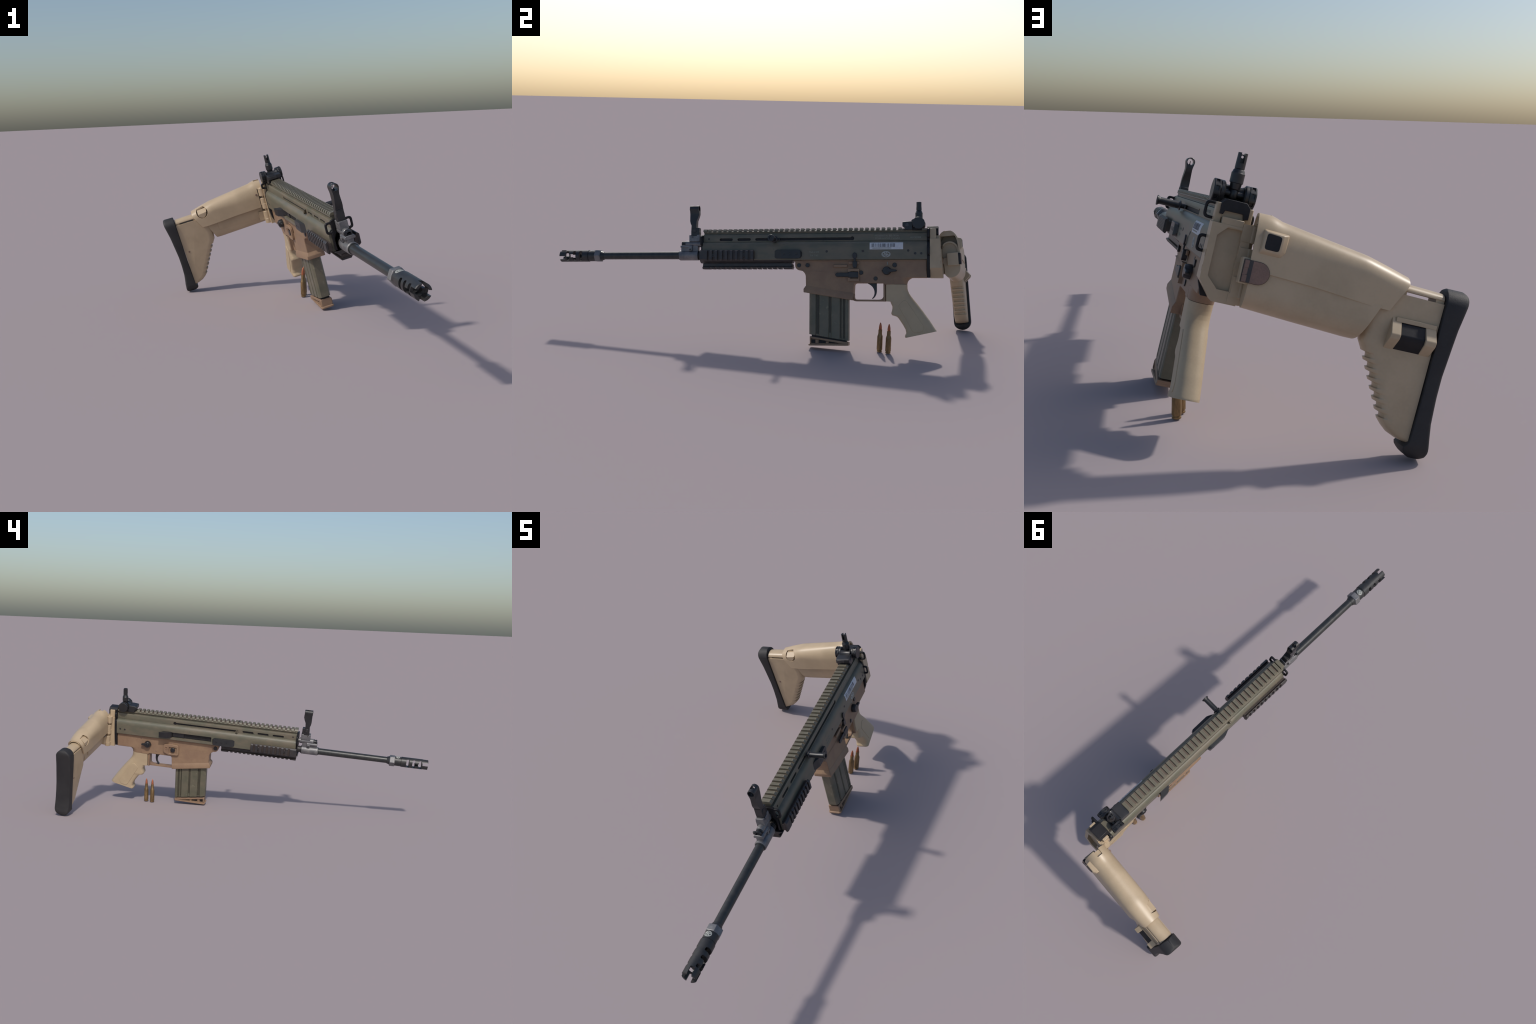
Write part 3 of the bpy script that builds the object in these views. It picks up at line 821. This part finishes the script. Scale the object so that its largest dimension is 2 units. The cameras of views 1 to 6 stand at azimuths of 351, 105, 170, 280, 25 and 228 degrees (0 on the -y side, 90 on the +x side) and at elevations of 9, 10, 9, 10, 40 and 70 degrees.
add("magazine_gap", loft([[(s * 1.0 + 0, y * 0.9, mag_bottom(s) + 0.002) for s, y in ((-1.279, 0.0225), (-1.438, 0.0225), (-1.438, -0.0225), (-1.279, -0.0225))],
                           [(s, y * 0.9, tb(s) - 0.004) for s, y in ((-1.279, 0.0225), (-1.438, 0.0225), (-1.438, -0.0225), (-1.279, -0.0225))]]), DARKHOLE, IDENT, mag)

# =================================================================== REAR SIGHT
PC = (-1.7665, 0, 0)
base = prism(rounded([(-1.7035, 0.1085), (-1.7035, 0.1205), (-1.6940, 0.1255), (-1.6940, 0.1440), (-1.7040, 0.1460), (-1.7250, 0.1475), (-1.7400, 0.1480),
                      (-1.7400, 0.1085)], [0, 0.002, 0.003, 0.002, 0.003, 0.004, 0.004, 0]), -0.0325, 0.0325)
rs = add("rear_sight", base, BLACKM, bevel=0.0022)
add("sight_bridge", lathe([(-0.0245, 0.0165), (-0.020, 0.0145), (0.020, 0.0145), (0.0245, 0.0165)], 'y', (-1.7480, 0, 0.1430), 32), BLACKM, IDENT, rs)
add("clamp_bar", cyl('y', -0.031, 0.031, 0.0085, (-1.7060, 0, 0.1360), 24, 0.001), BLACKM, IDENT, rs)
add("sight_bed", box(-1.7390, -1.7800, -0.0270, 0.0270, 0.1065, 0.1225), BLACK, IDENT, rs, bevel=0.002)
add("clamp_nut", cyl('y', 0.0322, 0.0345, 0.0070, (-1.7150, 0, 0.1315), 24, 0.0008), STEEL, IDENT, rs)
add("nut_face", cyl('y', 0.0344, 0.0349, 0.0052, (-1.7150, 0, 0.1315), 24), BLACKM, IDENT, rs)
add("nut_socket", cyl('y', 0.0348, 0.0352, 0.0026, (-1.7150, 0, 0.1315), 6), STEEL, IDENT, rs)
# front face plate of the base
add("sight_face", box(-1.6925, -1.6990, -0.0290, 0.0100, 0.1265, 0.1405), RAILBLK, IDENT, rs, bevel=0.0015)
# drums with eight scallops
for sd in (1, -1):
    rings = []
    n = 32
    for y, rr in ((0.0235, 0.0225), (0.0265, 0.0262), (0.0335, 0.0262), (0.0345, 0.0245)):
        rings.append([(PC[0] + rr * math.cos(2 * PI * k / n), sd * y, 0.1385 + rr * math.sin(2 * PI * k / n)) for k in range(n)])
    dr = loft(rings)
    rings = []
    for y, rr in ((0.0340, 0.0265), (0.0360, 0.0280), (0.0500, 0.0280), (0.0518, 0.0265)):
        ring = []
        for k in range(48):
            a = 2 * PI * k / 48
            notch = 0.0022 * (0.5 + 0.5 * math.cos(8 * a)) if y < 0.048 else 0.0008 * (0.5 + 0.5 * math.cos(8 * a))
            r = rr - notch
            ring.append((PC[0] + r * math.cos(a), sd * y, 0.1380 + r * math.sin(a)))
        rings.append(ring)
    kn = loft(rings)
    slots = []
    for k in range(8):
        a = 2 * PI * k / 8 + 0.2
        b = box(-0.006, 0.006, sd * 0.0395, sd * 0.0475, 0.0240, 0.04)
        b.transform(Matrix.Translation((PC[0], 0, 0.138)) @ Matrix.Rotation(a, 4, 'Y'))
        slots.append(b)
    add("sight_drum", cut(kn, slots), BLACKM, IDENT, rs, bevel=0.0006, ang=25)
    add("drum_flange", dr, BLACKM, IDENT, rs)
    add("drum_axle", cyl('y', sd * 0.008, sd * 0.025, 0.0075, (PC[0], 0, 0.138), 20), BLACKM, IDENT, rs)
# post: ball, neck, sleeve, aperture tube
add("sight_ball", lathe([(0.1235, 0.004), (0.1265, 0.0088), (0.1320, 0.0112), (0.1380, 0.0118), (0.1440, 0.0112), (0.1480, 0.0095), (0.1500, 0.0125), (0.1640, 0.0142),
                         (0.1650, 0.0165), (0.1880, 0.0165), (0.1900, 0.0150), (0.1945, 0.0140), (0.1985, 0.0112), (0.2000, 0.0102)], 'z', PC, 32), BLACKM, IDENT, rs)
tube = lathe([(0.1985, 0.0108), (0.1995, 0.0122), (0.2370, 0.0118)], 'z', PC, 32)
tube = cut(tube, [box(PC[0] - 0.03, PC[0] + 0.03, -0.0045, 0.0045, 0.2125, 0.25)])
add("aperture_tube", tube, BLACKM, IDENT, rs, bevel=0.0005, ang=25)
ap = prism(rounded([(-0.0050, 0.2110), (0.0050, 0.2110), (0.0050, 0.2300), (0.0028, 0.2335), (-0.0028, 0.2335), (-0.0050, 0.2300)], 0.001), PC[0] - 0.002, PC[0] + 0.002, 'yz')
ap = cut(ap, [cyl('x', PC[0] - 0.01, PC[0] + 0.01, 0.0033, (0, 0, 0.2275), 20)])
add("aperture_leaf", ap, BLACKM, IDENT, rs)
# rail body under the sight, up to the cap
add("rail_bed", box(-1.6900, -1.8030, -0.0200, 0.0200, 0.1110, 0.1160), OLIVE, IDENT, receiver)

# =================================================================== MARKINGS
LEFT = lambda s, l, u: Matrix(((-1, 0, 0, s), (0, 0, 1, l), (0, 1, 0, u), (0, 0, 0, 1)))
# label wrapped on the shoulder
def wrap_patch(s0, s1, u0, u1, off, n=10):
    rings = []
    for i in range(n + 1):
        u = u0 + (u1 - u0) * i / n
        y = section_y(u)
        rings.append([(s0, y - 0.001, u), (s0, y + off, u), (s1, y + off, u), (s1, y - 0.001, u)])
    return loft(rings)
label = add("barcode_label", wrap_patch(-1.5477, -1.6980, 0.0200, 0.0515, 0.0006), WHITE, IDENT, receiver)
rnd = random.Random(3)
s = -1.5545
while s < -1.5 and s > -1.6600:
    w = rnd.choice((0.0009, 0.0012, 0.0018, 0.0026, 0.0034))
    m = wrap_patch(s, s - w, 0.0305, 0.0470, 0.0010, 4)
    o = add("barcode_bar", m, INK, GUN)
    s -= w + rnd.choice((0.0008, 0.0011, 0.0016, 0.0022, 0.0045))
add("label_line", wrap_patch(-1.5600, -1.6450, 0.0245, 0.0275, 0.0010, 2), FAINT, GUN)
em2 = emblem(0.0207, 0.0140)
add("emblem", em2, PAINT, LEFT(-1.6215, 0.0455, -0.0020), receiver)
add("marking_text", text_mesh("FN HERSTAL BELGIUM", 0.0078, 0.1070), FAINT, LEFT(-1.5695, 0.0290, 0.0795), receiver)
add("marking_text", text_mesh("SCAR-H CAL 7.62x51", 0.0078, 0.1090), FAINT, LEFT(-1.5710, 0.0290, 0.0680), receiver)
add("marking_text", text_mesh("H1C32908", 0.0080, 0.0460), FAINT, LEFT(-1.7300, 0.0290, 0.0710), receiver)
add("marking_text", text_mesh("Made in USA", 0.0080, 0.0450), FAINT, LEFT(-1.2705, 0.0455, 0.0060), receiver)
add("marking_text", text_mesh("Cal. 7.62", 0.0070, 0.0385), FAINT, LEFT(-1.2730, 0.0455, -0.0095), receiver)

# =================================================================== STOCK (own frame)
TOPZ = [(0.045, 0.1190), (0.076, 0.1195), (0.088, 0.1155), (0.101, 0.1108), (0.20, 0.0968), (0.308, 0.0815), (0.36, 0.0685), (0.413, 0.0540)]
SPLIT = [(0.05, -0.0090), (0.10, -0.0110), (0.212, -0.0157), (0.355, -0.0267), (0.38, -0.0285)]
BOTZ = [(0.05, -0.0965), (0.185, -0.1040), (0.32, -0.1105)]
WU = [(0.04, 0.0512), (0.30, 0.0502), (0.36, 0.0475), (0.415, 0.0430)]


def upper_ring(xn, inset=0.0):
    zt = lerp_table(TOPZ, xn) - inset
    zs = lerp_table(SPLIT, xn)
    W = lerp_table(WU, xn) - inset
    z0 = min(zt - 0.045, 0.036)
    pts = [(-W, zs), (-W, zs + (z0 - zs) * 0.5), (-W, z0)]
    n = 14
    for k in range(1, 2 * n):
        a = PI - PI * k / (2 * n)
        ca, sa = math.cos(a), math.sin(a)
        pts.append((W * math.copysign(abs(ca) ** 0.86, ca), z0 + (zt - z0) * abs(sa) ** 0.95))
    pts += [(W, z0), (W, zs + (z0 - zs) * 0.5), (W, zs)]
    return pts


def rear_x_upper(z):
    return lerp_table([(-0.030, 0.377), (0.006, 0.396), (0.037, 0.4145), (0.055, 0.4135)], z)


NX = 26
rings = []
for i in range(NX + 1):
    t = i / NX
    xn = 0.046 + (0.412 - 0.046) * t
    ro, ri = upper_ring(xn), upper_ring(xn, 0.007)
    ring = []
    for (w, z) in ro + list(reversed(ri)):
        xr = rear_x_upper(z)
        ring.append((0.046 + (xr - 0.046) * t, w, z))
    rings.append(ring)
us = loft(rings)
hole = cyl('y', 0.015, 0.08, 0.0280, (0.3620, 0, 0.0450), 36)
notch = box(0.03, 0.0745, -0.0125, 0.0105, 0.095, 0.14)
HGX, HGY = 0.0500, 0.0450
clear = lambda: cyl('z', -0.13, 0.0860, 0.0205, (HGX, HGY, 0), 32)
us = cut(us, [hole, notch, clear()])
stock = add("stock_shell", us, TAN, STOCK, bevel=0.0010, ang=38)


def lower_ring(xn):
    zs = lerp_table(SPLIT, xn) + 0.004
    zb = lerp_table(BOTZ, xn)
    W = 0.0470
    WI = 0.0300
    pts = [(WI, zs)]
    zc = zb + 0.046
    n = 14
    pts.append((WI, zc))
    for k in range(1, 2 * n):
        a = PI * k / (2 * n)
        ca, sa = math.cos(a), math.sin(a)
        pts.append(((WI if ca > 0 else W) * math.copysign(abs(ca) ** 0.92, ca), zc - 0.046 * abs(sa) ** 0.95))
    pts += [(-W, zc), (-W, zs)]
    return pts


rings = []
for i in range(13):
    t = i / 12
    xn = 0.052 + (0.345 - 0.052) * t
    ring = []
    for (w, z) in lower_ring(xn):
        xr = lerp_table([(-0.112, 0.3150), (-0.104, 0.3215), (-0.026, 0.3560), (0.0, 0.366)], z)
        ring.append((0.052 + (xr - 0.052) * t, w, z))
    rings.append(ring)
add("lower_shell", cut(loft(rings), [clear()]), TAN, IDENT, stock, bevel=0.0015, ang=38)
# front plug inside the shell with rim and pocket
def stadium(x, W, z0, z1, n=10):
    pts = []
    for k in range(n + 1):
        a = PI * k / n
        pts.append((x, W * math.cos(a), z1 - W + W * math.sin(a)))
    for k in range(n + 1):
        a = PI + PI * k / n
        pts.append((x, W * math.cos(a), z0 + W + W * math.sin(a)))
    return pts
off = lambda ring, d: [(x, w + d, z) for x, w, z in ring]
plug = loft([off(stadium(0.054, 0.0390, -0.0915, 0.0690), -0.005), off(stadium(0.30, 0.0390, -0.0915, 0.0560), -0.005)])
pk = loft([off(stadium(0.02, 0.0325, -0.0840, 0.0610), -0.005), off(stadium(0.064, 0.0325, -0.0840, 0.0610), -0.005)])
add("shell_roof", prism([(-0.036, 0.0935), (0.036, 0.0935), (0.030, 0.1010), (0.013, 0.1110), (-0.013, 0.1110), (-0.030, 0.1010)], 0.0505, 0.080, 'yz'), TAN, IDENT, stock)
add("stock_plug", cut(plug, [pk, clear()]), TAN, IDENT, stock, bevel=0.0012)
add("stock_bulkhead", loft([[(0.115, w, z) for w, z in upper_ring(0.115, 0.0075)], [(0.135, w, z) for w, z in upper_ring(0.135, 0.0075)]]), TAN, IDENT, stock)
add("latch_block", box(0.0310, 0.0700, -0.0420, 0.0075, -0.0430, 0.0150), TAN, IDENT, stock, bevel=0.002)
# D-shaped latch plate on the outer side
dp = [(0.0345, -0.0385), (0.0345, 0.0103), (0.0690, 0.0103)]
for k in range(1, 12):
    a = PI / 2 - PI * k / 12
    dp.append((0.0690 + 0.0245 * math.cos(a), -0.0141 + 0.0244 * math.sin(a)))
dp.append((0.0690, -0.0385))
dpo = add("latch_plate", prism(dp, -0.040, -0.0534), DBROWN, IDENT, stock, bevel=0.0008)
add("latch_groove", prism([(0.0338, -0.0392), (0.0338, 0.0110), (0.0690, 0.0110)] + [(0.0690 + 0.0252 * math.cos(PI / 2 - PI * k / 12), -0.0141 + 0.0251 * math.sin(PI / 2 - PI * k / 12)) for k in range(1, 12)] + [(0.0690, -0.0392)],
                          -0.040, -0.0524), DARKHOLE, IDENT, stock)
add("latch_shadow_strip", box(0.0445, 0.0535, -0.0537, -0.0528, -0.0380, 0.0100), RAILBLK, IDENT, stock)
for z0, z1 in ((-0.0065, 0.0095), (-0.0375, -0.0225)):
    add("latch_tooth", box(0.0355, 0.0450, -0.0546, -0.050, z0, z1), DBROWN, IDENT, stock, bevel=0.0006)
# hinge leaves of the stock reaching the axis
for a, b in ((0.0352, -0.0015), (-0.0325, -0.0795)):
    leaf = join(cyl('z', b, a, 0.0170, (HGX, HGY, 0), 28, 0.001), box(0.0270, 0.0900, HGY - 0.0165, HGY - 0.0020, b + 0.0008, a - 0.0008))
    add("hinge_leaf", leaf, TAN, IDENT, stock)
# knob with dark inset on the outer side near the hinge
kb = loft([[(0.0560, -0.040, 0.0270), (0.1090, -0.040, 0.0260), (0.1200, -0.040, 0.0400), (0.1200, -0.040, 0.0830), (0.0610, -0.040, 0.0850)],
           [(0.0590, -0.0510, 0.0290), (0.1085, -0.0510, 0.0285), (0.1175, -0.0510, 0.0410), (0.1180, -0.0510, 0.0805), (0.0625, -0.0510, 0.0825)],
           [(0.0640, -0.0605, 0.0375), (0.1020, -0.0605, 0.0370), (0.1045, -0.0605, 0.0420), (0.1060, -0.0605, 0.0775), (0.0655, -0.0605, 0.0795)]])
ko = add("cheek_knob", kb, TAN, IDENT, stock, bevel=0.0030, seg=3)
add("knob_inset", prism(rounded([(0.0678, 0.0403), (0.1012, 0.0398), (0.1027, 0.0747), (0.0688, 0.0767)], 0.007), -0.050, -0.0612), BLACK, IDENT, stock, bevel=0.0012)
# push button in the round window
bt = prism(rounded([(0.3405, 0.0450), (0.3835, 0.0400), (0.3800, 0.0250), (0.3600, 0.0160), (0.3460, 0.0260)], 0.006), 0.0150, 0.0452)
bo = add("stock_button", bt, TAN, IDENT, stock, bevel=0.003)
bt2 = loft([[(0.3385, 0.0240, 0.0600), (0.3840, 0.0240, 0.0545), (0.3840, 0.0445, 0.0400), (0.3400, 0.0445, 0.0450)],
            [(0.3385, 0.0120, 0.0600), (0.3840, 0.0120, 0.0545), (0.3840, 0.0120, 0.0400), (0.3400, 0.0120, 0.0450)]])
add("button_shade_disc", cyl('y', 0.0080, 0.0130, 0.0195, (0.3620, 0, 0.0420), 28), DARKHOLE, IDENT, stock)  # dark disc gives the gap above the button its shade
add("button_slope", bt2, TAN, IDENT, stock)
for x, z, w in ((0.0796, 0.0580, 0.0515), (0.4753, -0.1354, 0.0335)):
    add("stock_screw", cyl('y', w - 0.010, w + 0.0008, 0.0048, (x, 0, z), 18), DBROWN, IDENT, stock)

# ---- sliding body with grip teeth, slot, tube
FRONTX = [(-0.3130, 0.4820), (-0.3085, 0.4640), (-0.2998, 0.4440), (-0.2880, 0.4300), (-0.2740, 0.4170), (-0.1265, 0.3440), (-0.1070, 0.3330), (0.0, 0.3300)]
RIB_TOP, RIB_PITCH, RIBS = -0.1262, 0.02107, 8


def rib(z):
    """Depth of the grip serration at height z (0 on a crest)."""
    t = (RIB_TOP + 0.0045 - z) / RIB_PITCH
    if t < 0 or t > RIBS - 0.55:
        return 0.0
    f = t - math.floor(t)
    return 0.0 if f < 0.42 else 0.0108 * min(1.0, (f - 0.42) / 0.10) * (1 - 0.40 * max(0, (f - 0.52) / 0.48))


zf = [0.0, -0.05, -0.09, -0.107, -0.1150]
k = 0
while RIB_TOP + 0.005 - k * 0.00175 > -0.2900:
    zf.append(RIB_TOP + 0.005 - k * 0.00175)
    k += 1
zf += [-0.2940, -0.2998, -0.3045, -0.3085, -0.3110, -0.3130]


def body_mesh():
    """Wedge with a round serrated nose, lofted across its thickness."""
    nose = [(0.0, 0.0), (0.0006, 0.0100), (0.0028, 0.0175), (0.0060, 0.0225), (0.0066, 0.0235), (0.0110, 0.0275), (0.0200, 0.0315), (0.0330, 0.0328)]
    fade = [1.0, 1.0, 1.0, 0.95, 0.75, 0.55, 0.2, 0.0]
    rings = []
    seq = [(-1, i) for i in range(len(nose) - 1, 0, -1)] + [(1, i) for i in range(0, len(nose))]
    for sg, i in seq:
        d, h = nose[i]
        ring = []
        for z in zf:
            x = lerp_table(FRONTX, z) + rib(z) * fade[i] + d
            ring.append((min(x, 0.4895), sg * h, z + (d * 0.12 if z < -0.29 else 0)))
        xr = 0.4905
        ring += [(0.4905, sg * h, -0.3080), (0.5040, sg * h, 0.0118), (0.4130, sg * h, 0.0138), (0.37, sg * h, 0.0150)]
        rings.append(ring)
    return loft(rings)
bd = body_mesh()
sbody = add("stock_body", bd, TAN, IDENT, stock, ang=38)
# tube above the slot: arch section
def arch(x, W, z0, zt, n=10):
    pts = [(x, -W, z0)]
    for k in range(n + 1):
        a = PI - PI * k / n
        pts.append((x, W * math.cos(a), zt - 0.019 + 0.019 * math.sin(a) ** 0.8 if 0 < k < n else zt - 0.015))
    pts.append((x, W, z0))
    return pts
tb_me = loft([arch(0.33, 0.0295, 0.0215, 0.0435), arch(0.41, 0.0295, 0.0215, 0.0395), arch(0.5045, 0.0290, 0.0190, 0.0355)])
add("stock_tube", tb_me, TAN, IDENT, stock, bevel=0.0012)
add("tube_bridge", box(0.4840, 0.5040, -0.0270, 0.0270, 0.008, 0.0260), TAN, IDENT, stock)
add("slot_web", box(0.33, 0.4130, -0.0270, 0.0270, 0.008, 0.0260), TAN, IDENT, stock)
# sling bracket: triangular prisms with dark roller between
tri = lambda k=0.0: rounded([(-0.028, -0.0350), (-0.0620 + k, -0.0765), (-0.0600 + k, -0.0870), (-0.028, -0.1170)], [0, 0.003, 0.003, 0])
for a, b in ((0.3880, 0.4115), (0.4700, 0.4960)):
    m = prism(tri(), a, b, 'yz')
    for v in m.vertices:
        v.co.x += 0.10 * (v.co.z + 0.07) * (0.9 if a < 0.4 else 0.35) * (1 if a < 0.4 else 1)
    add("sling_bracket", m, TAN, IDENT, stock, bevel=0.0018)
add("sling_roller", prism(tri(0.0070), 0.4050, 0.4760, 'yz'), BLACK, IDENT, stock, bevel=0.003)
add("bracket_base", box(0.3990, 0.4960, -0.0400, -0.028, -0.0490, -0.0390), TAN, IDENT, stock, bevel=0.001)

# ---- butt pad: stadium seen from behind, concave back
PF = [(-0.349, 0.510), (-0.340, 0.492), (-0.330, 0.4820), (-0.322, 0.4790), (-0.312, 0.4880), (-0.304, 0.4915), (-0.20, 0.4975), (0.0, 0.5045), (0.045, 0.5075), (0.050, 0.512)]
PB = [(-0.349, 0.531), (-0.338, 0.5405), (-0.325, 0.5425), (-0.30, 0.5385), (-0.26, 0.5335), (-0.20, 0.5325), (-0.15, 0.5345), (-0.08, 0.5430), (-0.04, 0.5480),
      (0.0, 0.5560), (0.025, 0.5610), (0.038, 0.5615), (0.046, 0.557), (0.050, 0.550)]
PW = 0.0415
ZT, ZB = 0.0498, -0.3480
zs = []
for k in range(9):
    zs.append(ZT - PW + PW * math.cos(PI / 2 * k / 9))
for k in range(1, 20):
    zs.append(ZT - PW + (ZB + PW - (ZT - PW)) * k / 20)
for k in range(9, -1, -1):
    zs.append(ZB + PW - PW * math.cos(PI / 2 * k / 9))
rings = []
for z in zs:
    if z > ZT - PW:
        h = math.sqrt(max(0, PW ** 2 - (z - (ZT - PW)) ** 2))
    elif z < ZB + PW:
        h = math.sqrt(max(0, PW ** 2 - (ZB + PW - z) ** 2))
    else:
        h = PW
    h = max(h, 0.004)
    xf, xb = lerp_table(PF, z), lerp_table(PB, z)
    r = min(0.009, h * 0.6)
    sec = rounded([(xf, -h), (xb, -h), (xb, h), (xf, h)], [0.003, r, r, 0.003], 4)
    rings.append([(x, w - 0.0015, z) for x, w in sec])
add("butt_pad", loft(rings), RUBBER, STOCK, ang=45)

# =================================================================== CARTRIDGES (separate things)
case_me = lathe([(0.0, 0.0108), (0.0012, 0.0124), (0.0050, 0.0124), (0.0058, 0.0106), (0.0082, 0.0104), (0.0100, 0.0127), (0.0110, 0.0129), (0.0715, 0.0124), (0.0735, 0.0121),
                 (0.0835, 0.0089), (0.0850, 0.0086), (0.1058, 0.0085), (0.1062, 0.0066)], 'z', n=40)
slug_me = lathe([(0.100, 0.0070), (0.1075, 0.0070), (0.1170, 0.0065), (0.1250, 0.0053), (0.1315, 0.0037), (0.1360, 0.0021), (0.1376, 0.0011)], 'z', n=28)
for me, mt in ((case_me, BRASS), (slug_me, COPPER)):
    me.materials.append(mt)
    smooth(me, 22)
for (x, y, rz) in ((0.2845, 0.6075, 0.3), (0.2975, 0.6485, 1.7)):
    e = empty("rifle_cartridge", "upright bottlenecked brass cartridge with pointed copper bullet", "cartridge", (x, y, 0.0))
    e.rotation_euler = (0, 0, rz)
    for nm, me in (("cartridge_case", case_me), ("bullet", slug_me)):
        o = bpy.data.objects.new(nm, me)
        scene.collection.objects.link(o)
        o.parent = e
bpy.context.view_layer.update()
